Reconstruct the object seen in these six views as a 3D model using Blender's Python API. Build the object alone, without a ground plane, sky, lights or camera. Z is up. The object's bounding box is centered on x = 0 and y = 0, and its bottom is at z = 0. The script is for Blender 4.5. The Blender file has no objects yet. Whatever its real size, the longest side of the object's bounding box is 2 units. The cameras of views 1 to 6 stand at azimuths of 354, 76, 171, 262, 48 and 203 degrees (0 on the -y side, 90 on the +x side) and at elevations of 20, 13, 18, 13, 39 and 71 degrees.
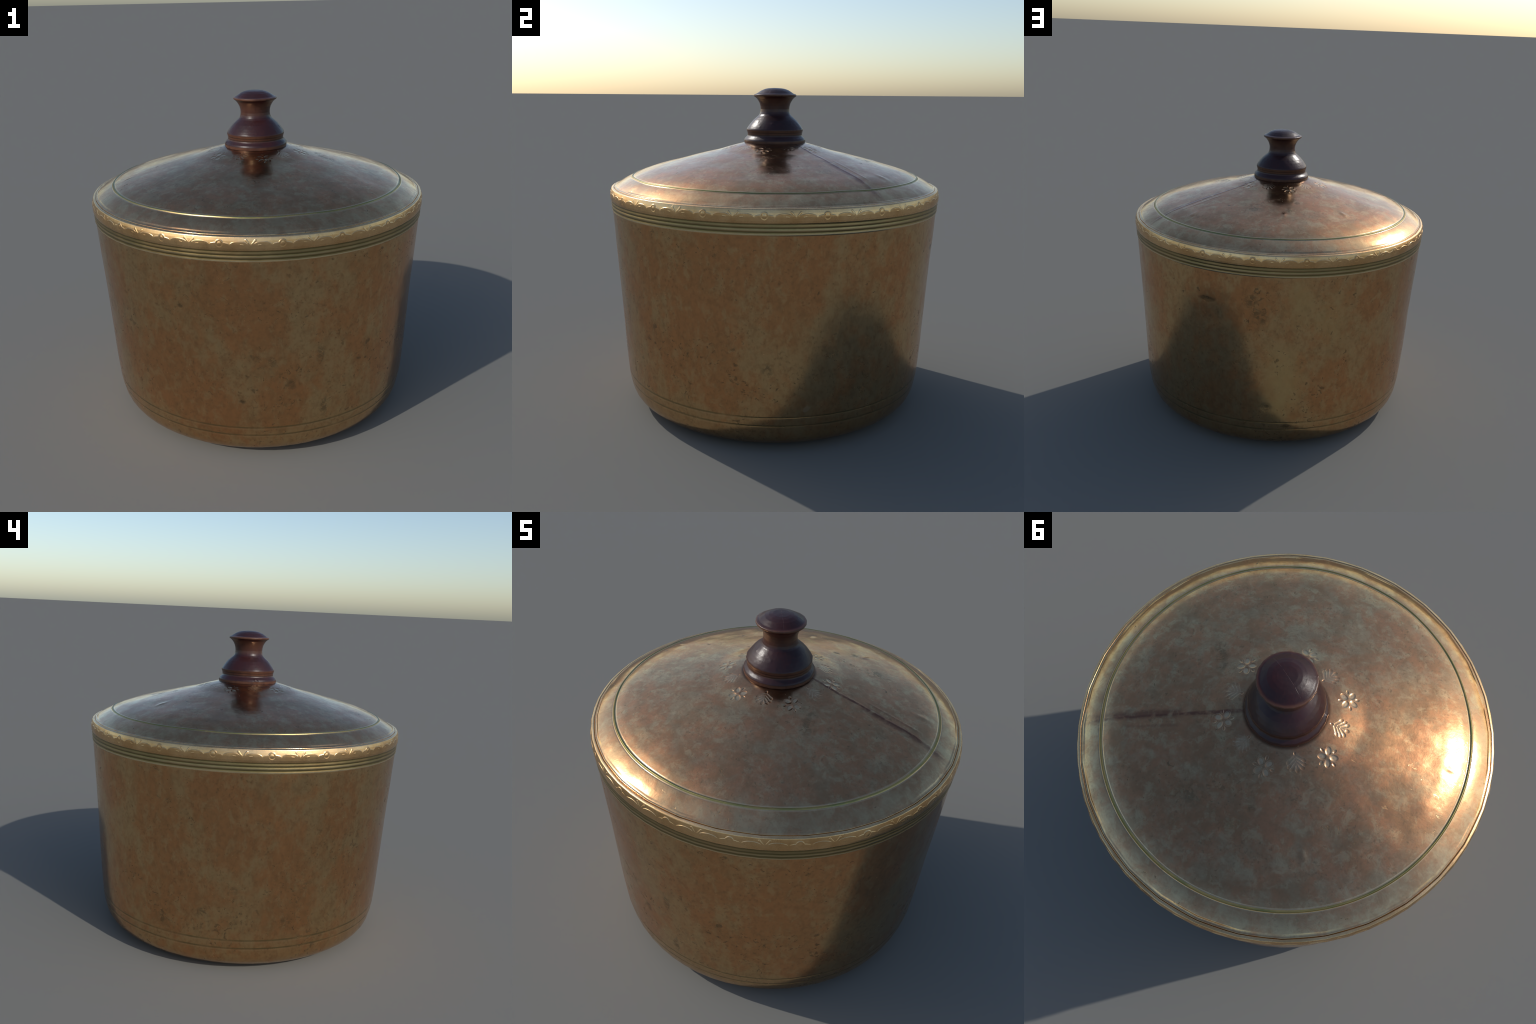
"""Old brass pot with a domed, stamped lid and a turned wooden knob."""
import bpy, math
import numpy as np

rng = np.random.default_rng(7)
TAU = 2 * math.pi

# ------------------------------------------------------------------ helpers
_LAT = rng.random((64, 64, 64)).astype(np.float32) * 2 - 1


def noise3(p, scale, seed=0):
    """Smooth value noise in -1..1 at points p (..., 3)."""
    q = p * scale + seed * 7.31
    i = np.floor(q).astype(int)
    f = q - i
    f = f * f * f * (f * (f * 6 - 15) + 10)
    i &= 63
    j = (i + 1) & 63
    out = 0
    for a in (0, 1):
        for b in (0, 1):
            for c in (0, 1):
                w = (f[..., 0] if a else 1 - f[..., 0]) * (f[..., 1] if b else 1 - f[..., 1]) * (f[..., 2] if c else 1 - f[..., 2])
                out = out + w * _LAT[(j if a else i)[..., 0], (j if b else i)[..., 1], (j if c else i)[..., 2]]
    return out


def sstep(a, b, x):
    t = np.clip((x - a) / (b - a), 0, 1)
    return t * t * (3 - 2 * t)


def resample(profile, step, soften):
    """Polyline profile -> evenly spaced rows (r, z), corners rounded by 'soften' metres."""
    p = np.array(profile, float)
    s = np.r_[0, np.cumsum(np.hypot(*np.diff(p, axis=0).T))]
    n = max(3, int(round(s[-1] / step)) + 1)
    t = np.linspace(0, s[-1], n)
    q = np.stack([np.interp(t, s, p[:, 0]), np.interp(t, s, p[:, 1])], -1)
    h = s[-1] / (n - 1)
    if soften > 0:
        m = int(3 * soften / h) + 1
        k = np.exp(-0.5 * (np.arange(-m, m + 1) * h / soften) ** 2)
        k /= k.sum()
        pad = np.concatenate([2 * q[:1] - q[m:0:-1], q, 2 * q[-1:] - q[-2:-m - 2:-1]])
        q = np.stack([np.convolve(pad[:, c], k, "valid") for c in (0, 1)], -1)
    return q


def facet(theta, count, amount=1.0):
    """The vessel is slightly many-sided: radius factor of a regular polygon."""
    if not count:
        return np.ones_like(theta)
    w = TAU / count
    f = math.cos(w / 2) / np.cos((theta % w) - w / 2)
    return 1 + (f - 1) * amount


def grid_normals(P):
    du = np.roll(P, -1, 1) - np.roll(P, 1, 1)
    dv = np.gradient(P, axis=0)
    n = np.cross(du, dv)
    n /= np.linalg.norm(n, axis=-1, keepdims=True) + 1e-12
    return n


def make_mesh(name, verts, faces, normals=None, material=None, parent=None, smooth=True):
    me = bpy.data.meshes.new(name)
    me.vertices.add(len(verts))
    me.vertices.foreach_set("co", np.asarray(verts, np.float32).ravel())
    faces = np.asarray(faces, np.int32)
    me.loops.add(faces.size)
    me.loops.foreach_set("vertex_index", faces.ravel())
    me.polygons.add(len(faces))
    me.polygons.foreach_set("loop_start", np.arange(len(faces), dtype=np.int32) * faces.shape[1])
    me.update(calc_edges=True)
    me.validate()
    me.polygons.foreach_set("use_smooth", np.ones(len(me.polygons), bool))
    if normals is not None:
        me.normals_split_custom_set_from_vertices(np.asarray(normals, np.float32))
    if material:
        me.materials.append(material)
    ob = bpy.data.objects.new(name, me)
    bpy.context.scene.collection.objects.link(ob)
    if parent:
        ob.parent = parent
    return ob


def split_grid(P, N, regions, flip=False):
    """Quads of a closed (row, column) grid cut into regions; border vertices of neighbours coincide.
    regions: integer label for each quad (rows-1, cols). Returns {label: (verts, faces, normals)}."""
    R, C = P.shape[:2]
    idx = np.arange(R * C).reshape(R, C)
    nx = np.roll(idx, -1, 1)
    q = np.stack([idx[:-1], nx[:-1], nx[1:], idx[1:]], -1)
    if flip:
        q = q[..., ::-1]
    out = {}
    V, M = P.reshape(-1, 3), N.reshape(-1, 3)
    for lab in np.unique(regions):
        f = q[regions == lab]
        used, inv = np.unique(f, return_inverse=True)
        out[int(lab)] = (V[used], inv.reshape(f.shape), M[used])
    return out


def spin(rows, theta, offset=None, facets=0, amount=1.0):
    """Turn a profile round z. Normals come from the round form, positions from the faceted one."""
    r = rows[:, 0][:, None] + 0 * theta[None]
    z = rows[:, 1][:, None] + 0 * theta[None]
    c, s = np.cos(theta)[None], np.sin(theta)[None]
    if offset is not None:
        t = np.gradient(rows, axis=0)
        t /= np.linalg.norm(t, axis=1, keepdims=True) + 1e-12
        nr, nz = t[:, 1][:, None], -t[:, 0][:, None]
        r = r + offset * nr
        z = z + offset * nz
    P = np.stack([r * c, r * s, z], -1)
    N = grid_normals(P)
    f = facet(theta, facets, amount)[None]
    P[..., 0] *= f
    P[..., 1] *= f
    return P, N


# ------------------------------------------------------------------ node helper
class Nodes:
    def __init__(self, name):
        self.m = bpy.data.materials.new(name)
        self.m.use_nodes = True
        self.t = self.m.node_tree
        self.t.nodes.clear()
        out = self.t.nodes.new("ShaderNodeOutputMaterial")
        self.b = self.t.nodes.new("ShaderNodeBsdfPrincipled")
        self.t.links.new(self.b.outputs[0], out.inputs[0])
        self.co = self.t.nodes.new("ShaderNodeTexCoord").outputs["Object"]
        x = self.t.nodes.new("ShaderNodeSeparateXYZ")
        self.link(self.co, x.inputs[0])
        self.x, self.y, self.z = x.outputs
        self.r = self.math("SQRT", self.math("ADD", self.math("MULTIPLY", self.x, self.x), self.math("MULTIPLY", self.y, self.y)))

    def link(self, a, sock):
        if isinstance(a, bpy.types.NodeSocket):
            self.t.links.new(a, sock)
        else:
            sock.default_value = a

    def math(self, op, a, b=None, c=None, clamp=False):
        n = self.t.nodes.new("ShaderNodeMath")
        n.operation, n.use_clamp = op, clamp
        for s, v in zip(n.inputs, (a, b, c)):
            if v is not None:
                self.link(v, s)
        return n.outputs[0]

    def mul(self, a, b, clamp=False):
        return self.math("MULTIPLY", a, b, clamp=clamp)

    def add(self, a, b, clamp=False):
        return self.math("ADD", a, b, clamp=clamp)

    def smooth(self, v, lo, hi, a=0.0, b=1.0):
        n = self.t.nodes.new("ShaderNodeMapRange")
        n.interpolation_type = "SMOOTHSTEP"
        for s, x in zip(n.inputs, (v, lo, hi, a, b)):
            self.link(x, s)
        return n.outputs[0]

    def band(self, v, centre, half, soft):
        """1 where |v-centre| < half, fading over soft."""
        d = self.math("ABSOLUTE", self.math("SUBTRACT", v, centre))
        return self.smooth(d, half, half + soft, 1.0, 0.0)

    def vscale(self, v, s):
        n = self.t.nodes.new("ShaderNodeVectorMath")
        n.operation = "MULTIPLY"
        self.link(v, n.inputs[0])
        n.inputs[1].default_value = s
        return n.outputs[0]

    def noise(self, scale, detail=4, rough=0.6, stretch=(1, 1, 1), shift=0.0, distort=0.0):
        n = self.t.nodes.new("ShaderNodeTexNoise")
        m = self.t.nodes.new("ShaderNodeMapping")
        m.inputs["Scale"].default_value = stretch
        m.inputs["Location"].default_value = (shift, shift * 1.7, shift * 0.6)
        self.link(self.co, m.inputs[0])
        self.link(m.outputs[0], n.inputs["Vector"])
        n.inputs["Scale"].default_value = scale
        n.inputs["Detail"].default_value = detail
        n.inputs["Roughness"].default_value = rough
        n.inputs["Distortion"].default_value = distort
        return n.outputs[0]

    def blob(self, centre, size, kz=1.0, soft=1.0, vec=None):
        """Soft round spot at a point: 1 in the middle, 0 at 'size'. kz<1 stretches it upright."""
        a = self.t.nodes.new("ShaderNodeVectorMath")
        a.operation = "SUBTRACT"
        self.link(vec or self.co, a.inputs[0])
        a.inputs[1].default_value = centre
        v = self.vscale(a.outputs[0], (1 / size, 1 / size, kz / size))
        l = self.t.nodes.new("ShaderNodeVectorMath")
        l.operation = "LENGTH"
        self.link(v, l.inputs[0])
        return self.smooth(l.outputs["Value"], 1.0 - soft, 1.0, 1.0, 0.0)

    def many(self, vals):
        o = vals[0]
        for v in vals[1:]:
            o = self.math("MAXIMUM", o, v)
        return o

    def mix(self, fac, a, b, mode="MIX"):
        n = self.t.nodes.new("ShaderNodeMix")
        n.data_type, n.blend_type = "RGBA", mode
        self.link(fac, n.inputs[0])
        self.link((*a, 1) if isinstance(a, tuple) else a, n.inputs[6])
        self.link((*b, 1) if isinstance(b, tuple) else b, n.inputs[7])
        return n.outputs[2]

    def pointiness(self):
        return self.t.nodes.new("ShaderNodeNewGeometry").outputs["Pointiness"]

    def bump(self, height, strength, distance):
        n = self.t.nodes.new("ShaderNodeBump")
        n.inputs["Strength"].default_value = strength
        n.inputs["Distance"].default_value = distance
        self.link(height, n.inputs["Height"])
        self.link(n.outputs[0], self.b.inputs["Normal"])

    def warped(self, amount, scale):
        n = self.t.nodes.new("ShaderNodeTexNoise")
        self.link(self.co, n.inputs["Vector"])
        n.inputs["Scale"].default_value = scale
        n.inputs["Detail"].default_value = 4
        s = self.t.nodes.new("ShaderNodeVectorMath")
        s.operation = "SUBTRACT"
        self.link(n.outputs["Color"], s.inputs[0])
        s.inputs[1].default_value = (0.5, 0.5, 0.5)
        a = self.t.nodes.new("ShaderNodeVectorMath")
        a.operation = "MULTIPLY_ADD"
        self.link(s.outputs[0], a.inputs[0])
        a.inputs[1].default_value = (amount,) * 3
        self.link(self.co, a.inputs[2])
        return a.outputs[0]


BRASS = (0.645, 0.440, 0.222)     # plain aged brass
COPPER = (0.64, 0.325, 0.145)     # reddish tarnish
SOOT = (0.19, 0.135, 0.075)      # spots, pits, stains
PATINA = (0.20, 0.22, 0.10)      # green in the grooves
WORN = (0.90, 0.70, 0.42)        # rubbed edges


def wall_point(deg, z):
    r = np.interp(z, [0, 0.06, 0.2, 0.4, 1.2], [0.76, 0.884, 0.927, 0.94, 0.9865])
    a = math.radians(deg)
    return (r * math.cos(a), r * math.sin(a), z)


def lid_point(deg, r):
    a = math.radians(deg)
    return (r * math.cos(a), r * math.sin(a), float(np.interp(r, LID_R, LID_Z)))


LID_R = [0.0, 0.10, 0.15, 0.25, 0.35, 0.45, 0.55, 0.65, 0.75, 0.82, 0.8665, 0.885, 0.905, 0.925, 0.945, 0.960, 0.968]
LID_Z = [1.630, 1.624, 1.6125, 1.587, 1.5572, 1.5345, 1.5087, 1.4835, 1.4555, 1.4305, 1.4080, 1.4008, 1.3918, 1.3814, 1.3696, 1.3600, 1.3544]


def brass_material(name, lid=False):
    k = Nodes(name)
    warp = k.warped(0.16, 3.5)
    fine = k.warped(0.035, 22)
    big = k.noise(3.2, 5, 0.62, (1, 1, 0.8), 3.1, 0.4)
    mid = k.noise(11, 6, 0.68, (1, 1, 0.7), 9.4, 0.3)
    grain = k.noise(46, 4, 0.7, (1, 1, 0.8), 1.7)
    if not lid:
        # reddish clouds where the pot shows them: (degrees round, height, size)
        reds = [(-106, 1.08, .17), (-98, .91, .17), (-127, .57, .22), (-59, 1.0, .12), (-114, .33, .2), (-89, .37, .14), (-63, .77, .1),
                (-36, .84, .16), (-39, .56, .2), (-10, .9, .17), (-30, .35, .13), (-5, 1.14, .15), (30, 1.03, .13), (-56, .54, .1), (-30, 1.12, .2),
                (56, 1.12, .14), (73, 1.03, .14), (120, 1.05, .12), (129, .53, .12), (103, .43, .14), (122, .22, .13), (144, 1.05, .14),
                (173, .94, .2), (146, .82, .15), (-152, .97, .13), (146, .48, .18), (-173, .67, .14), (-145, .54, .12), (-170, .43, .15), (166, 1.1, .17)]
        clouds = k.many([k.blob(wall_point(a, z), s * 1.6, 0.75, 1.0, warp) for a, z, s in reds])
        red = k.add(k.mul(clouds, 0.50), k.add(k.mul(big, 1.0), k.mul(mid, 1.35)))
        red = k.add(red, k.mul(grain, 0.22))
        red = k.smooth(red, 1.12, 1.58)
        low = k.smooth(k.z, 0.10, 0.30, 0.35, 0.0)
        red = k.math("MAXIMUM", red, low)
    else:
        red = k.smooth(k.add(k.mul(grain, 0.3), k.add(k.mul(big, 0.9), k.mul(mid, 1.1))), 0.90, 1.26)
    if lid:
        col = k.mix(red, (0.590, 0.382, 0.200), (0.590, 0.280, 0.134))
    else:
        col = k.mix(red, BRASS, COPPER)
    # broad light and dark drift
    drift = k.noise(5.5, 5, 0.65, (1, 1, 0.6), 21.0)
    col = k.mix(k.smooth(drift, 0.35, 0.72, 0.0, 0.60 if lid else 0.30), col, (0.36, 0.215, 0.105) if lid else (0.50, 0.315, 0.15))
    col = k.mix(k.smooth(grain, 0.42, 0.75, 0.0, 0.38), col, (0.36, 0.225, 0.11))
    col = k.mix(k.smooth(k.noise(24, 5, 0.7, (1, 1, 0.7), 27.0, 0.4), 0.44, 0.70, 0.0, 0.48), col, (0.40, 0.225, 0.108))
    col = k.mix(k.smooth(k.noise(17, 5, 0.7, (1, 1, 0.7), 61.0, 0.4), 0.48, 0.66, 0.0, 0.50), col, (0.66, 0.48, 0.25))
    dust = k.noise(62, 3, 0.6, (1, 1, 0.9), 71.0, 0.4)
    col = k.mix(k.mul(k.smooth(dust, 0.56, 0.70, 0.0, 0.55), k.smooth(k.noise(6, 3, 0.5, (1, 1, 1), 83.0), 0.40, 0.58, 0.25, 1.0)), col, (0.27, 0.175, 0.09))
    # dark specks and pits, gathered in places
    specks = k.noise(28, 4, 0.58, (1, 1, 1.15), 5.5, 0.9)
    where = k.noise(4.2, 3, 0.5, (1, 1, 1), 14.0)
    lowdown = k.smooth(k.z, 0.15, 0.9, 0.025, 0.0)
    if not lid:
        dirty = k.many([k.blob(wall_point(a, z), sz * 1.5, 0.8, 1.0, warp) for a, z, sz in [(74, 1.03, .17), (72, 0.97, .12), (104, 1.02, .14), (78, .32, .14), (100, .27, .12), (88, .55, .1),
                        (-86, .50, .12), (-97, .66, .08), (-168, .42, .2), (152, .36, .16), (-25, .36, .14), (15, .32, .14), (-80, 1.0, .12), (-118, .95, .12)]])
        where = k.add(where, k.mul(dirty, 0.15))
        sallow = k.many([k.mul(k.blob(wall_point(a, z), sz * 1.4, kz, 1.0, warp), w_) for a, z, sz, kz, w_ in [(90, 1.08, .10, .5, .6), (84, .55, .14, .6, .8), (83, .35, .12, .8, .8), (101, .93, .14, .8, .5)]])
        col = k.mix(k.mul(sallow, 0.75), col, (0.70, 0.53, 0.25))
    lim = k.math("SUBTRACT", 0.715 if not lid else 0.735, k.add(k.smooth(where, 0.42, 0.66, 0.0, 0.115), lowdown))
    spot = k.smooth(k.math("SUBTRACT", specks, lim), 0.0, 0.055)
    marks = []
    if not lid:
        for a, z, s, kz in [(-121, .94, .028, .8), (-102, .39, .026, 1.2), (56, 1.035, .045, 2.8), (-27, .60, .024, 1.2), (92, .66, .016, .8), (73, 1.06, .05, .8),
                            (79, .33, .045, .8), (87, .20, .045, 1.6), (153, .60, .024, .9), (148, 1.02, .026, 1.0), (145, .30, .05, 1.0), (-164, .54, .045, .9),
                            (171, .53, .04, 1.2), (-86, .49, .05, 1.2), (-97, .66, .03, .7), (-76, .66, .03, .35), (-74, .32, .03, .35), (-16, .50, .045, 1.1),
                            (76, .95, .06, .9), (-92, .64, .03, .8), (-170, .33, .06, 1.0), (160, .38, .05, 1.0)]:
            marks.append(k.blob(wall_point(a, z), s, kz, 0.75, fine))
        bruise = k.many([k.blob(wall_point(56, 1.03), .072, 2.9, 0.5, fine), k.blob(wall_point(-102, .39), .024, 1.3, 0.7, fine), k.blob(wall_point(-121, .94), .022, 1.0, 0.7, fine), k.blob(wall_point(87, .20), .032, 1.5, 0.6, fine)])
        col = k.mix(k.mul(bruise, 0.72), col, SOOT)
        pale = k.blob(wall_point(-3, .265), 0.020, 1.0, 0.35, fine)
        col = k.mix(k.mul(pale, 0.7), col, (0.75, 0.55, 0.34))
    else:
        for a, r, s in [(95, .47, .024), (88, .56, .030), (84, .585, .02), (-20, .41, .045), (-24, .45, .05), (-14, .37, .035), (65, .55, .08)]:
            marks.append(k.blob(lid_point(a, r), s, 1.0, 0.7, fine))
        # old crease running out from the knob
        def line(deg0, deg1, r0, r1, half, soft):
            a = math.radians(deg0)
            b = math.radians(deg1)
            p0 = np.array([r0 * math.cos(a), r0 * math.sin(a)])
            p1 = np.array([r1 * math.cos(b), r1 * math.sin(b)])
            d = p1 - p0
            L = np.hypot(*d)
            d /= L
            sep = k.t.nodes.new("ShaderNodeSeparateXYZ")
            k.link(k.warped(0.016, 12), sep.inputs[0])
            px, py = sep.outputs[0], sep.outputs[1]
            along = k.add(k.add(k.mul(px, float(d[0])), k.mul(py, float(d[1]))), float(-(p0 @ d)))
            across = k.add(k.add(k.mul(px, float(-d[1])), k.mul(py, float(d[0]))), float(p0 @ np.array([d[1], -d[0]])))
            m = k.smooth(k.math("ABSOLUTE", across), half, half + soft, 1.0, 0.0)
            e = k.mul(k.smooth(along, -0.01, 0.04), k.smooth(along, L - 0.08, L, 1.0, 0.0))
            return k.mul(m, e)
        cr = k.many([line(29, 22.0, .15, .96, .0030, .011), k.mul(line(22.8, 21.4, .46, .99, .004, .030), 0.8), k.mul(line(29.5, 25.5, .48, .80, .001, .012), 0.35),
                     k.mul(line(19.0, 21.5, .69, .78, .004, .012), 0.7)])
        ragged = k.smooth(k.noise(19, 4, 0.65, (1, 1, 1), 91.0, 0.5), 0.36, 0.58, 0.35, 1.0)
        cr = k.mul(cr, ragged)
        col = k.mix(k.mul(cr, 0.88), col, (0.20, 0.085, 0.055))
        # darker lid colour round the knob: a broad soft ring and a narrow dark line at the foot
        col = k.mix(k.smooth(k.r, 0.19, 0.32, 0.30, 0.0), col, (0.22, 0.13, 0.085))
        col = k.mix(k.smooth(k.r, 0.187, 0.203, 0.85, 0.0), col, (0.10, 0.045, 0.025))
        rimlight = k.mul(k.smooth(k.r, 0.76, 0.960, 0.0, 0.8), k.smooth(mid, 0.38, 0.62, 0.95, 0.35))  # lid border tinted paler for the bright horizon sky it mirrors
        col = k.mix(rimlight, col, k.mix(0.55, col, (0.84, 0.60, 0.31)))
    dark = k.many([spot] + [k.mul(m, k.smooth(specks, 0.40, 0.56, 0.15, 1.0)) for m in marks])
    col = k.mix(k.mul(dark, 0.66), col, SOOT)

    if not lid:
        green = k.many([k.band(k.z, 0.2195, 0.0025, 0.005), k.band(k.z, 0.1675, 0.0025, 0.005)])
        green = k.mul(green, k.smooth(k.noise(5, 3, 0.5, (1, 1, 1), 40.0), 0.35, 0.6, 0.45, 0.95))
        col = k.mix(k.mul(green, 0.8), col, (0.25, 0.20, 0.095))
        worn = k.many([k.band(k.z, 0.2095, 0.0015, 0.0055), k.band(k.z, 0.1575, 0.0015, 0.0055)])
        col = k.mix(k.mul(worn, 0.12), col, WORN)
    else:
        g = k.band(k.r, 0.8665, 0.0042, 0.0035)
        gn = k.noise(7, 3, 0.5, (1, 1, 1), 33.0)
        col = k.mix(g, col, k.mix(k.smooth(gn, 0.38, 0.62), (0.21, 0.205, 0.080), (0.30, 0.240, 0.095)))
        e = k.many([k.band(k.r, 0.8575, 0.001, 0.004), k.mul(k.band(k.r, 0.8755, 0.001, 0.004), 0.8)])
        col = k.mix(k.mul(e, 0.35), col, WORN)
        seam = k.band(k.r, 0.9762, 0.0010, 0.0014)
        col = k.mix(k.mul(seam, 0.7), col, (0.33, 0.19, 0.09))
        # rubbed petals: fold the ring of stamps into one flower and one palmette
        ang = k.math("ARCTAN2", k.y, k.x)
        def stamp_uv(deg, r0):
            a = k.math("WRAP", k.math("SUBTRACT", ang, math.radians(deg)), math.pi / 6, -math.pi / 6)
            return k.math("SUBTRACT", k.mul(k.r, k.math("COSINE", a)), r0), k.mul(k.r, k.math("SINE", a))
        u, v = stamp_uv(-27, 0.2855)
        a1 = k.math("SUBTRACT", k.math("ABSOLUTE", u), 0.0191)
        b1 = k.math("SUBTRACT", k.math("ABSOLUTE", v), 0.0191)
        p1 = k.mul(k.add(a1, b1), 0.7071 / 0.0185)
        q1 = k.mul(k.math("SUBTRACT", a1, b1), 0.7071 / 0.0128)
        petal = k.smooth(k.math("SQRT", k.add(k.mul(p1, p1), k.mul(q1, q1))), 0.55, 1.0, 1.0, 0.0)
        u, v = stamp_uv(3, 0.2520)
        leaf = k.smooth(k.math("SQRT", k.add(k.mul(u, u), k.mul(v, v))), 0.018, 0.042, 1.0, 0.0)
        rub = k.mul(k.math("MAXIMUM", petal, k.mul(leaf, 0.5)), k.smooth(mid, 0.36, 0.56, 0.30, 0.65))
        col = k.mix(rub, col, (0.72, 0.55, 0.33))
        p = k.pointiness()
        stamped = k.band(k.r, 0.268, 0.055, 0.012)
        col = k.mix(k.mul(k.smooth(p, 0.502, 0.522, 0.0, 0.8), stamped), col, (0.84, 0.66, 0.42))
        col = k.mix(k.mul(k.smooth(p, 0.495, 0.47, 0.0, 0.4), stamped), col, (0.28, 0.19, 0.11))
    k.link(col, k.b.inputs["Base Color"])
    k.b.inputs["Metallic"].default_value = 1.0
    rough = k.add(k.smooth(mid, 0.3, 0.75, 0.17, 0.27), k.mul(dark, 0.14))
    if lid:
        rough = k.add(rough, k.add(k.mul(g, 0.22), -0.035))
    k.link(rough, k.b.inputs["Roughness"])
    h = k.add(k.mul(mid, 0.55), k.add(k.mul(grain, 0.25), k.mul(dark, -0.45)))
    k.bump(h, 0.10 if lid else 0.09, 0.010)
    return k.m


def rim_material(name):
    k = Nodes(name)
    mid = k.noise(11, 6, 0.68, (1, 1, 0.7), 9.4, 0.3)
    grain = k.noise(60, 4, 0.7, (1, 1, 1), 2.2)
    big = k.noise(5, 4, 0.6, (1, 1, 1), 17)
    col = k.mix(k.smooth(big, 0.38, 0.66), (0.78, 0.520, 0.265), (0.65, 0.39, 0.175))
    col = k.mix(k.smooth(grain, 0.5, 0.8, 0, 0.3), col, (0.40, 0.26, 0.12))
    # tarnish fills the three grooves under the ornament
    zone = k.mul(k.smooth(k.z, 1.213, 1.222), k.smooth(k.z, 1.270, 1.282, 1.0, 0.0))
    gcol = k.mix(k.smooth(k.noise(3.2, 3, 0.5, (1, 1, 1), 50), 0.36, 0.62), (0.23, 0.205, 0.10), (0.32, 0.235, 0.115))
    col = k.mix(k.mul(zone, 0.80), col, gcol)
    deep = k.many([k.band(k.z, 1.2735, 0.002, 0.004), k.band(k.z, 1.2530, 0.002, 0.004), k.band(k.z, 1.2315, 0.002, 0.004)])
    col = k.mix(k.mul(deep, 0.6), col, (0.115, 0.105, 0.04))
    light = k.many([k.mul(k.band(k.z, 1.2425, 0.001, 0.004), 0.30), k.mul(k.band(k.z, 1.2200, 0.0012, 0.004), 0.8), k.mul(k.band(k.z, 1.2625, 0.001, 0.004), 0.05)])
    col = k.mix(light, col, (0.86, 0.72, 0.46))
    seam = k.band(k.r, 0.9762, 0.0010, 0.0014)
    col = k.mix(k.mul(seam, 0.7), col, (0.33, 0.19, 0.09))
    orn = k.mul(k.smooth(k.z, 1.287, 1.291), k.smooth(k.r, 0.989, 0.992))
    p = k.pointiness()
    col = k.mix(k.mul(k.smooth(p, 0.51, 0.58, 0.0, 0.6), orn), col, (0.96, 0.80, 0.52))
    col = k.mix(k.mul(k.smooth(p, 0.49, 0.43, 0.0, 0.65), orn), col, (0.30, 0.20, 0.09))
    k.link(col, k.b.inputs["Base Color"])
    k.b.inputs["Metallic"].default_value = 1.0
    k.link(k.add(k.smooth(mid, 0.3, 0.75, 0.21, 0.30), k.add(k.mul(zone, 0.10), k.mul(orn, 0.05))), k.b.inputs["Roughness"])
    k.bump(k.add(k.mul(mid, 0.5), k.mul(grain, 0.3)), 0.12, 0.010)
    return k.m


def wood_material(name):
    k = Nodes(name)
    big = k.noise(9, 4, 0.6, (1, 1, 0.6), 4.4)
    grain = k.noise(30, 5, 0.65, (3.0, 3.0, 0.35), 8.0)
    pores = k.noise(55, 3, 0.6, (1, 1, 0.5), 12.0)
    col = k.mix(k.smooth(big, 0.35, 0.65), (0.034, 0.010, 0.010), (0.022, 0.008, 0.009))
    col = k.mix(k.smooth(grain, 0.45, 0.75, 0, 0.45), col, (0.050, 0.016, 0.012))
    # lighter brown bands on the edges and neck
    edge = k.many([k.mul(k.band(k.z, 1.8860, 0.0035, 0.005), k.smooth(k.r, 0.105, 0.117)), k.mul(k.band(k.z, 1.664, 0.012, 0.012), 0.75),
                   k.mul(k.band(k.z, 1.606, 0.009, 0.006), 0.95), k.mul(k.band(k.z, 1.825, 0.030, 0.025), 0.45)])
    edge = k.mul(edge, k.smooth(k.noise(22, 4, 0.6, (1, 1, 0.4), 3.0), 0.30, 0.60, 0.5, 1.0))
    col = k.mix(edge, col, (0.098, 0.043, 0.025))
    line = k.many([k.band(k.z, 1.6665, 0.0012, 0.0025), k.band(k.z, 1.6515, 0.0015, 0.003)])
    col = k.mix(k.mul(line, 0.8), col, (0.020, 0.008, 0.006))
    # a crack across the top
    a = math.radians(145)
    d = k.math("ABSOLUTE", k.add(k.add(k.mul(k.x, -math.sin(a)), k.mul(k.y, math.cos(a))), k.mul(k.math("SUBTRACT", pores, 0.5), 0.008)))
    top = k.smooth(k.z, 1.892, 1.90)
    crack = k.mul(k.mul(k.smooth(d, 0.0004, 0.0018, 1.0, 0.0), top), k.smooth(pores, 0.35, 0.6))
    col = k.mix(k.mul(crack, 0.35), col, (0.10, 0.055, 0.05))
    k.link(col, k.b.inputs["Base Color"])
    k.link(k.smooth(big, 0.3, 0.7, 0.29, 0.42), k.b.inputs["Roughness"])
    k.b.inputs["Specular IOR Level"].default_value = 0.36
    h = k.add(k.mul(grain, 0.35), k.add(k.mul(pores, 0.25), k.mul(crack, -0.5)))
    k.bump(h, 0.25, 0.006)
    return k.m


MAT_WALL = brass_material("aged_brass_wall")
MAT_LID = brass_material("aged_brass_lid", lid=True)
MAT_RIM = rim_material("stamped_brass_rim")
MAT_WOOD = wood_material("dark_turned_wood")

# ------------------------------------------------------------------ root
pot = bpy.data.objects.new("lidded_pot", None)
pot.empty_display_size = 0.3
bpy.context.scene.collection.objects.link(pot)
pot["label"] = "aged brass pot, stamped domed lid, dark wooden knob"
pot["category"] = "lidded pot"


def groove(x, at, width, depth, lip=0.0):
    """Engraved line: a soft V with slightly raised shoulders."""
    d = (x - at) / width
    return -depth * np.exp(-(d * 2.2) ** 2) + lip * np.exp(-((np.abs(d) - 0.95) * 3.0) ** 2)


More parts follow.
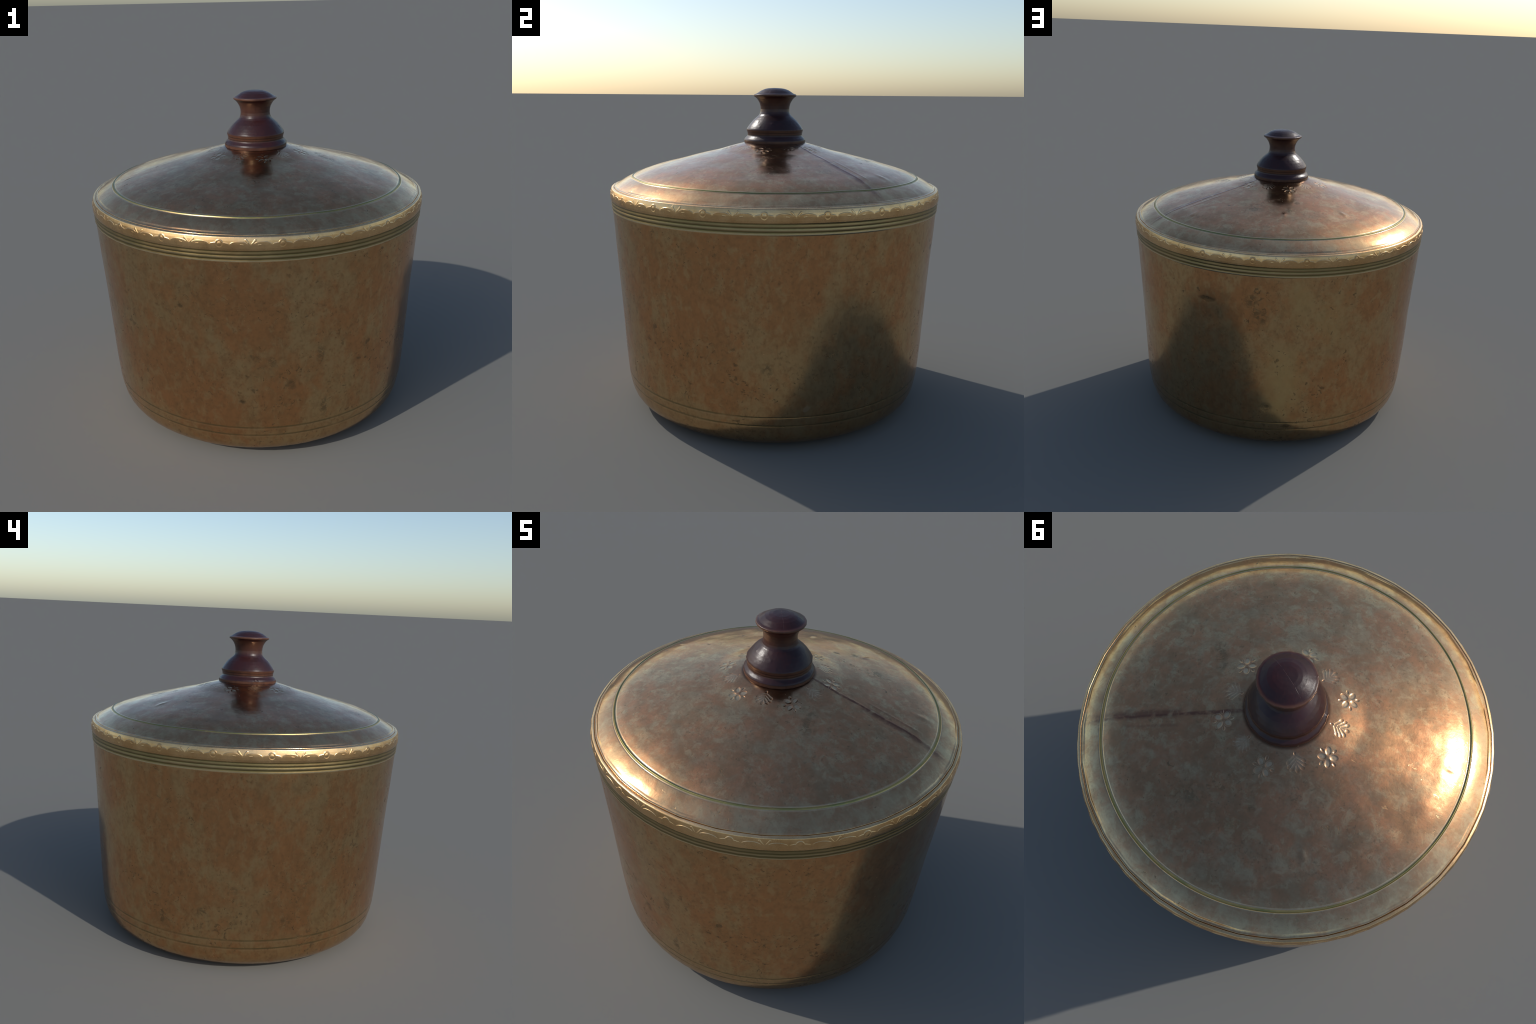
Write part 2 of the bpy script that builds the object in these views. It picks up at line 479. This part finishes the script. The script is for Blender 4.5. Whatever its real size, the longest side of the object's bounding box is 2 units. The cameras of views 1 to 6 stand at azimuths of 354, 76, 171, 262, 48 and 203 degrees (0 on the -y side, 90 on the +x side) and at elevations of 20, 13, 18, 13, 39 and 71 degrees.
# ------------------------------------------------------------------ pot wall and base
wall = [(0.0, 0.004), (0.60, 0.003), (0.74, 0.0), (0.775, 0.0), (0.803, 0.008), (0.8433, 0.030), (0.884, 0.063), (0.904, 0.095),
        (0.9165, 0.140), (0.926, 0.200), (0.9325, 0.280), (0.940, 0.400), (0.950, 0.600), (0.9612, 0.800), (0.9745, 1.000), (0.9870, 1.203), (0.9877, 1.2165)]
rows = resample(wall[2:], 0.0045, 0.010)
rows[:, 1] = np.maximum(rows[:, 1], 0.0)
low = resample(rows[(rows[:, 1] > 0.12) & (rows[:, 1] < 0.26)], 0.0011, 0)
rows = np.concatenate([rows[rows[:, 1] <= 0.12], low, rows[rows[:, 1] >= 0.26]])
rows = np.concatenate([[[0.004, 0.004], [0.30, 0.004], [0.60, 0.003]], rows])
th = np.arange(768) / 768 * TAU
zz = rows[:, 1][:, None]
P0 = np.stack([np.cos(th)[None] * rows[:, :1], np.sin(th)[None] * rows[:, :1], zz + 0 * th[None]], -1)
tilt = 0.0012 * np.cos(th - 2.6)[None]
off = groove(zz, 0.2190 + tilt, 0.0070, 0.0010) + groove(zz, 0.1670 + tilt, 0.0070, 0.0010)
off = off + (0.0012 * noise3(P0, 3.2, 1) + 0.0007 * noise3(P0, 9.0, 2)) * sstep(0.02, 0.15, zz) * sstep(1.2, 1.1, zz)
# small dents
for a, z, s, d in [(56, 1.03, .045, .0010), (-121, .94, .03, .0012), (-102, .39, .03, .0012), (79, .33, .05, .0015), (-27, .6, .03, .0012)]:
    dd = np.linalg.norm((P0 - np.array(wall_point(a, z))) * np.array([1, 1, 1.6]), axis=-1)
    off = off - d * np.exp(-(dd / s * 1.6) ** 2)
P, N = spin(rows, th, off, 64)
zmid = 0.5 * (rows[:-1, 1] + rows[1:, 1])
reg = np.where(zmid < 0.1615, 1, 0)[:, None] + np.zeros((1, len(th)), int)
parts = split_grid(P, N, reg)
pot_wall = make_mesh("pot_body", *parts[0], material=MAT_WALL, parent=pot)
make_mesh("pot_base", *parts[1], material=MAT_WALL, parent=pot)
# inside of the vessel
inner = resample([(0.955, 1.335), (0.955, 1.20), (0.925, 0.40), (0.90, 0.16), (0.84, 0.055), (0.75, 0.035), (0.004, 0.035)], 0.03, 0.01)
Pi, Ni = spin(inner, np.arange(128) / 128 * TAU)
v, f, n = split_grid(Pi, Ni, np.zeros((len(inner) - 1, 128), int), flip=True)[0]
make_mesh("inner_wall", v, f, material=MAT_WALL, parent=pot_wall)

# ------------------------------------------------------------------ rim: lip, stamped border, three grooves
rim = [(0.9550, 1.3350), (0.9700, 1.3450), (0.9738, 1.3472), (0.9762, 1.3502), (0.9785, 1.3511), (0.9830, 1.3498), (0.9884, 1.3475), (0.9898, 1.3455),
       (0.9908, 1.3430), (0.9943, 1.3300), (0.9962, 1.3195), (0.9976, 1.3105), (0.9976, 1.3020), (0.9962, 1.2850), (0.9955, 1.2795), (0.9920, 1.2740),
       (0.9925, 1.2680), (0.9930, 1.2620), (0.9924, 1.2570), (0.9906, 1.2530), (0.9916, 1.2480), (0.9921, 1.2430), (0.9913, 1.2370), (0.9894, 1.2315),
       (0.9902, 1.2260), (0.9906, 1.2205), (0.9884, 1.2165), (0.9862, 1.2135)]
rows = resample(rim, 0.0008, 0.0013)
NTH = 2400
th = np.arange(NTH) / NTH * TAU
PHASE, REPEATS = math.radians(1.12), 20
w = TAU / REPEATS
s = (((th - PHASE + w / 2) % w) - w / 2) * 0.998      # metres from the nearest ring-and-dot
S = np.abs(s)[None] + 0 * rows[:, :1]
Z = rows[:, 1][:, None] + 0 * s[None]
R = rows[:, 0][:, None] + 0 * s[None]
half = w * 0.998 / 2


def capsule(S, Z, a, b, rad):
    ax, az = a
    bx, bz = b
    dx, dz = bx - ax, bz - az
    t = np.clip(((S - ax) * dx + (Z - az) * dz) / (dx * dx + dz * dz), 0, 1)
    return np.hypot(S - ax - t * dx, Z - az - t * dz) / rad


def dome(d):
    return np.sqrt(np.clip(1 - d * d, 0, 1))


# upright raised faces under a scalloped outline
arch = 1.3085 + 0.0185 * np.clip(1 - ((S - 0.0985) / 0.0485) ** 2, 0, 1) ** 0.62
shoulder = np.maximum(1.3205 - 0.004 * sstep(0.020, 0.046, S), 1.3140 + np.sqrt(np.clip(0.0205 ** 2 - S ** 2, 0, 1)) * (S < 0.0205))
between = 1.3065 + 0 * S
line = np.where(S < 0.0500, shoulder, np.where(S < 0.147, arch, between))
soft = np.where(S < 0.0500, 0.0040, 0.0018)
line = line - 0.012 * np.exp(-((S - 0.0500) / 0.0034) ** 2)
face = sstep(line + soft * 0.5, line - soft * 0.5, Z)
strokes = capsule(S, Z, (half - 0.006, 1.3110), (half - 0.0235, 1.3340), 0.0042)
face = np.maximum(face, sstep(1.25, 0.75, strokes))
front = 0.9992 - 0.0022 * (1.330 - Z) / 0.045
front = np.minimum(front, R + np.where(strokes < 1.4, 0.0024, 0.0034))
add_r = np.clip(front - R, 0, None) * face * sstep(1.284, 1.290, Z)
zone = sstep(1.285, 1.291, Z) * sstep(1.343, 1.338, Z)
# ring and dot
d = np.hypot(S, Z - 1.3135)
add_r = add_r + zone * (-0.0010 * np.exp(-((d - 0.0130) / 0.0040) ** 2) + 0.0005 * np.exp(-((d - 0.0195) / 0.0032) ** 2) + 0.0012 * dome(d / 0.0085))
# sprouting leaf strokes, eyes in the scallops, small base ornaments
add_r = add_r + zone * 0.0010 * dome(capsule(S, Z, (0.107, 1.3095), (0.119, 1.3080), 0.0034))
Pc = np.stack([R * np.cos(th), R * np.sin(th), Z], -1)
add_r = add_r * (1 + 0.18 * noise3(Pc, 6.0, 5)) + 0.00025 * noise3(Pc, 14.0, 6) + 0.00010 * noise3(Pc, 45.0, 7)
lift = 0.62 * add_r
P = np.stack([(R + lift) * np.cos(th), (R + lift) * np.sin(th), Z + 0.0007 * noise3(Pc, 2.5, 8)], -1)
N = -grid_normals(P)
flat = add_r * 0.28      # keep the stamped outline calm; the shading normals carry the full relief
P[..., 0] -= flat * np.cos(th)
P[..., 1] -= flat * np.sin(th)
k_in = sstep(0.990, 0.980, R) * (np.arange(len(rows)) < np.argmax(rows[:, 0] > 0.992))[:, None]
f64 = facet(th, 64)[None] * (1 - k_in) + facet(th, 32, 0.6)[None] * k_in
P[..., 0] *= f64
P[..., 1] *= f64
P[..., :2] *= 1.0 / np.abs(P[..., :2]).max()
rmid = 0.5 * (rows[:-1, 1] + rows[1:, 1])
omid = np.arange(len(rmid)) > np.argmax(rows[:, 0] > 0.9903)
block = np.floor(((th + TAU / NTH / 2 - PHASE + w / 2) % TAU) / w).astype(int) % REPEATS
reg = np.where(omid & (rmid > 1.2895) & (rmid < 1.3420), 10, 0)[:, None] + 0 * block[None]
reg = np.where(reg == 10, 10 + block[None], np.where(((rmid <= 1.2785) & omid)[:, None], 1, 0))
parts = split_grid(P, N, reg, flip=True)
rim_ob = make_mesh("ornamental_rim", *parts[0], material=MAT_RIM, parent=pot)
make_mesh("grooved_collar", *parts[1], material=MAT_RIM, parent=pot)
for lab in sorted(parts):
    if lab >= 10:
        make_mesh("rim_motif", *parts[lab], material=MAT_RIM, parent=rim_ob)

# ------------------------------------------------------------------ lid
prof = np.array(list(zip(LID_R, LID_Z)))[1:]
prof = np.concatenate([prof, [[0.9725, 1.3538], [0.9748, 1.3528], [0.9757, 1.3506], [0.9757, 1.3400]]])
a = resample(prof, 0.0010, 0.0)
core = resample(prof, 0.0010, 0.012)
edge = resample(prof, 0.0010, 0.0014)
blend = sstep(0.90, 0.94, a[:, 0])[:, None]
rows = core * (1 - blend) + edge * blend
fine_rows = ((rows[:, 0] > 0.185) & (rows[:, 0] < 0.350)) | ((rows[:, 0] > 0.850) & (rows[:, 0] < 0.883)) | (rows[:, 0] > 0.955)
pick = np.arange(len(rows))
rows = rows[(fine_rows & ((pick % 3 != 2) | (rows[:, 0] > 0.85))) | (pick % 5 == 0)]
NTH = 1440
th = np.arange(NTH) / NTH * TAU
R = rows[:, 0][:, None] + 0 * th[None]
X, Y = R * np.cos(th), R * np.sin(th)
P0 = np.stack([X, Y, rows[:, 1][:, None] + 0 * th[None]], -1)
onlid = sstep(0.964, 0.955, R)
off = groove(R, 0.8665, 0.0095, 0.0042, 0.0008)
# beaten, uneven sheet
beat = 0.0022 * noise3(P0, 4.0, 11) + 0.0010 * noise3(P0, 9.0, 12) + 0.00018 * noise3(P0, 22.0, 13)
off = off + beat * onlid * (0.25 + 0.75 * sstep(0.30, 0.60, R))
label = np.zeros(R.shape, int)


def local(deg, r0):
    """Coordinates centred on a stamp: u outward, v round."""
    t = math.radians(deg)
    dx, dy = X - r0 * math.cos(t), Y - r0 * math.sin(t)
    return dx * math.cos(t) + dy * math.sin(t), -dx * math.sin(t) + dy * math.cos(t)


def ell(u, v, cu, cv, ang, la, lb):
    c, s_ = math.cos(ang), math.sin(ang)
    p = (u - cu) * c + (v - cv) * s_
    q = -(u - cu) * s_ + (v - cv) * c
    return np.hypot(p / la, q / lb)


stamp_rng = np.random.default_rng(3)
for i in range(6):
    # four-petalled flower, petals on the diagonals, a seed between each pair
    r0 = 0.2855 + stamp_rng.uniform(-.001, .001)
    u, v = local(-27 + 60 * i + stamp_rng.uniform(-.4, .4), r0)
    near = np.hypot(u, v) < 0.0600
    hgt = np.zeros_like(u)
    turn = stamp_rng.uniform(-0.10, 0.10)
    for q in range(4):
        t = math.pi / 4 + q * math.pi / 2 + turn
        d_ = ell(u, v, 0.0270 * math.cos(t), 0.0270 * math.sin(t), t, 0.0185, 0.0128)
        hgt = np.maximum(hgt, 0.0020 * dome(d_ / 1.06) ** 1.5 * (1 - 0.25 * np.exp(-(d_ / 0.42) ** 2)))
        t = q * math.pi / 2 + turn
        d_ = ell(u, v, 0.0400 * math.cos(t), 0.0400 * math.sin(t), t, 0.0105, 0.0062)
        hgt = np.maximum(hgt, 0.0014 * dome(d_) ** 1.5)
    hgt = hgt - 0.0008 * np.exp(-(np.hypot(u, v) / 0.012) ** 2)
    off = off + hgt * near
    label[near] = 10 + i
    # palmette: stem, paired lobes and a tip
    u, v = local(3 + 60 * i + stamp_rng.uniform(-.6, .6), 0.2480 + stamp_rng.uniform(-.001, .001))
    near = np.hypot(u, v) < 0.0540
    hgt = 0.0008 * dome(capsule(u, v, (-0.036, 0.0), (0.030, 0.0), 0.0050)) ** 1.4
    for k_, (u0, u1, sp) in enumerate([(-0.020, 0.000, 0.033), (-0.006, 0.017, 0.032), (0.008, 0.031, 0.023)]):
        for sg in (-1, 1):
            hgt = np.maximum(hgt, 0.0010 * dome(capsule(u, v, (u0, sg * 0.004), (u1, sg * sp), 0.0066)) ** 1.4)
            hgt = np.maximum(hgt, 0.0014 * dome(ell(u, v, u1, sg * sp, 0.9 * sg, 0.0120, 0.0088)) ** 1.5)
    hgt = np.maximum(hgt, 0.0014 * dome(ell(u, v, 0.038, 0.0, 0.0, 0.0115, 0.0092)) ** 1.5)
    hgt = np.maximum(hgt, 0.0016 * dome(ell(u, v, -0.034, 0.0, 0.0, 0.0085, 0.0058)))
    off = off + 0.72 * hgt * near
    label[near] = 20 + i

# the crease that runs from knob to rim, and odd dents
def crease(d0, r0, d1, r1, width, depth):
    p0 = np.array([r0 * math.cos(math.radians(d0)), r0 * math.sin(math.radians(d0))])
    p1 = np.array([r1 * math.cos(math.radians(d1)), r1 * math.sin(math.radians(d1))])
    d_ = p1 - p0
    L = np.hypot(*d_)
    d_ /= L
    al = (X - p0[0]) * d_[0] + (Y - p0[1]) * d_[1]
    ac = -(X - p0[0]) * d_[1] + (Y - p0[1]) * d_[0] + 0.004 * noise3(P0, 8.0, 15)
    return -depth * np.exp(-(ac / width) ** 2) * sstep(-0.02, 0.05, al) * sstep(L + 0.01, L - 0.06, al)


off = off + crease(29, .17, 22.0, .96, .008, .0009) + crease(29.5, .48, 25.5, .80, .008, .0008)
for deg, r0, s_, stretch, d_ in [(36, .768, .026, 2.2, .0020), (-174, .78, .016, 2.0, .0014), (120, .645, .024, 2.0, .0028),
                                  (84, .614, .020, 1.6, .0024), (88, .56, .022, 1.8, .0012)]:
    u, v = local(deg, r0)
    off = off - d_ * np.exp(-((v / s_) ** 2 + (u / (s_ * stretch)) ** 2) * 2)
P, N = spin(rows, th, off * sstep(0.9705, 0.966, R), 0)
P_, N = P, -N
f32 = facet(th, 32, 0.6)
t = sstep(0.875, 0.955, R)
P[..., 0] *= 1 + (f32[None] - 1) * t
P[..., 1] *= 1 + (f32[None] - 1) * t
lab4 = label[:-1]
parts = split_grid(P, N, lab4, flip=True)
# (radius grows along the rows while z falls, so faces are wound to point up)
def upward(v, f, n):
    a_, b_, c_ = v[f[:, 0]], v[f[:, 1]], v[f[:, 2]]
    up = np.cross(b_ - a_, c_ - a_)[:, 2].sum() > 0
    if not up:
        f = f[:, ::-1]
    if n[:, 2].sum() < 0:
        n = -n
    return v, f, n


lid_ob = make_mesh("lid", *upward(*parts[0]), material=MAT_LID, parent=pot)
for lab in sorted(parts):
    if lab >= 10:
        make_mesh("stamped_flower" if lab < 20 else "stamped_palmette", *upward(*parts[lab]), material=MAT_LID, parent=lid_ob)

# ------------------------------------------------------------------ turned knob
knob = [(0.001, 1.9285), (0.042, 1.9262), (0.062, 1.9222), (0.083, 1.9140), (0.100, 1.9030), (0.112, 1.8950), (0.1185, 1.8925), (0.1245, 1.8910), (0.1278, 1.8885), (0.1282, 1.8825),
        (0.1255, 1.8775), (0.1190, 1.8745), (0.1085, 1.8645), (0.0995, 1.8510), (0.0930, 1.8380), (0.0885, 1.8220), (0.0866, 1.8040), (0.0880, 1.7880), (0.0925, 1.7740), (0.1000, 1.7640),
        (0.1130, 1.7530), (0.1300, 1.7380), (0.1460, 1.7200), (0.1590, 1.7030), (0.1685, 1.6890), (0.1712, 1.6830), (0.1702, 1.6760), (0.1672, 1.6660), (0.1655, 1.6560),
        (0.1650, 1.6495), (0.1672, 1.6435), (0.1740, 1.6365), (0.1815, 1.6295), (0.1860, 1.6210), (0.1862, 1.6120), (0.1855, 1.6030), (0.1846, 1.5950), (0.1830, 1.5900), (0.1700, 1.5880)]
rows = resample(knob, 0.0016, 0.0014)
rows[:, 0] *= 1.008
th = np.arange(256) / 256 * TAU
P0 = np.stack([np.cos(th)[None] * rows[:, :1], np.sin(th)[None] * rows[:, :1], rows[:, 1][:, None] + 0 * th[None]], -1)
off = 0.0006 * noise3(P0, 18.0, 21) + 0.00025 * noise3(P0, 60.0, 22)
# nicks in the base ring and the cap edge
for deg, z, s_, d_ in [(-172, 1.630, .006, .004), (-168, 1.621, .005, .003), (-150, 1.887, .004, .002), (-20, 1.72, .008, .0012), (-60, 1.73, .009, .0012), (-48, 1.70, .008, .0010), (-110, 1.74, .008, .0008)]:
    r0 = np.interp(-z, -rows[:, 1], rows[:, 0])
    c0 = np.array([r0 * math.cos(math.radians(deg)), r0 * math.sin(math.radians(deg)), z])
    off = off - d_ * np.exp(-(np.linalg.norm((P0 - c0) * np.array([1, 1, .6]), axis=-1) / s_) ** 2)
P, N = spin(rows, th, off * sstep(0.0, 0.01, rows[:, :1]), 20, 0.8)
N = -N if (N[len(rows) // 2, 0, :2] @ P[len(rows) // 2, 0, :2]) < 0 else N
zmid = 0.5 * (rows[:-1, 1] + rows[1:, 1])
reg = np.where(zmid > 1.8790, 0, np.where(zmid > 1.6495, 1, 2))[:, None] + np.zeros((1, 256), int)
q = split_grid(P, N, reg, flip=True)


def outward(v, f, n):
    a_, b_, c_ = v[f[:, 0]], v[f[:, 1]], v[f[:, 2]]
    fn = np.cross(b_ - a_, c_ - a_)
    if (fn * n[f[:, 0]]).sum() < 0:
        f = f[:, ::-1]
    return v, f, n


knob_ob = make_mesh("knob", *outward(*q[1]), material=MAT_WOOD, parent=pot)
make_mesh("knob_cap", *outward(*q[0]), material=MAT_WOOD, parent=knob_ob)
make_mesh("knob_foot", *outward(*q[2]), material=MAT_WOOD, parent=knob_ob)
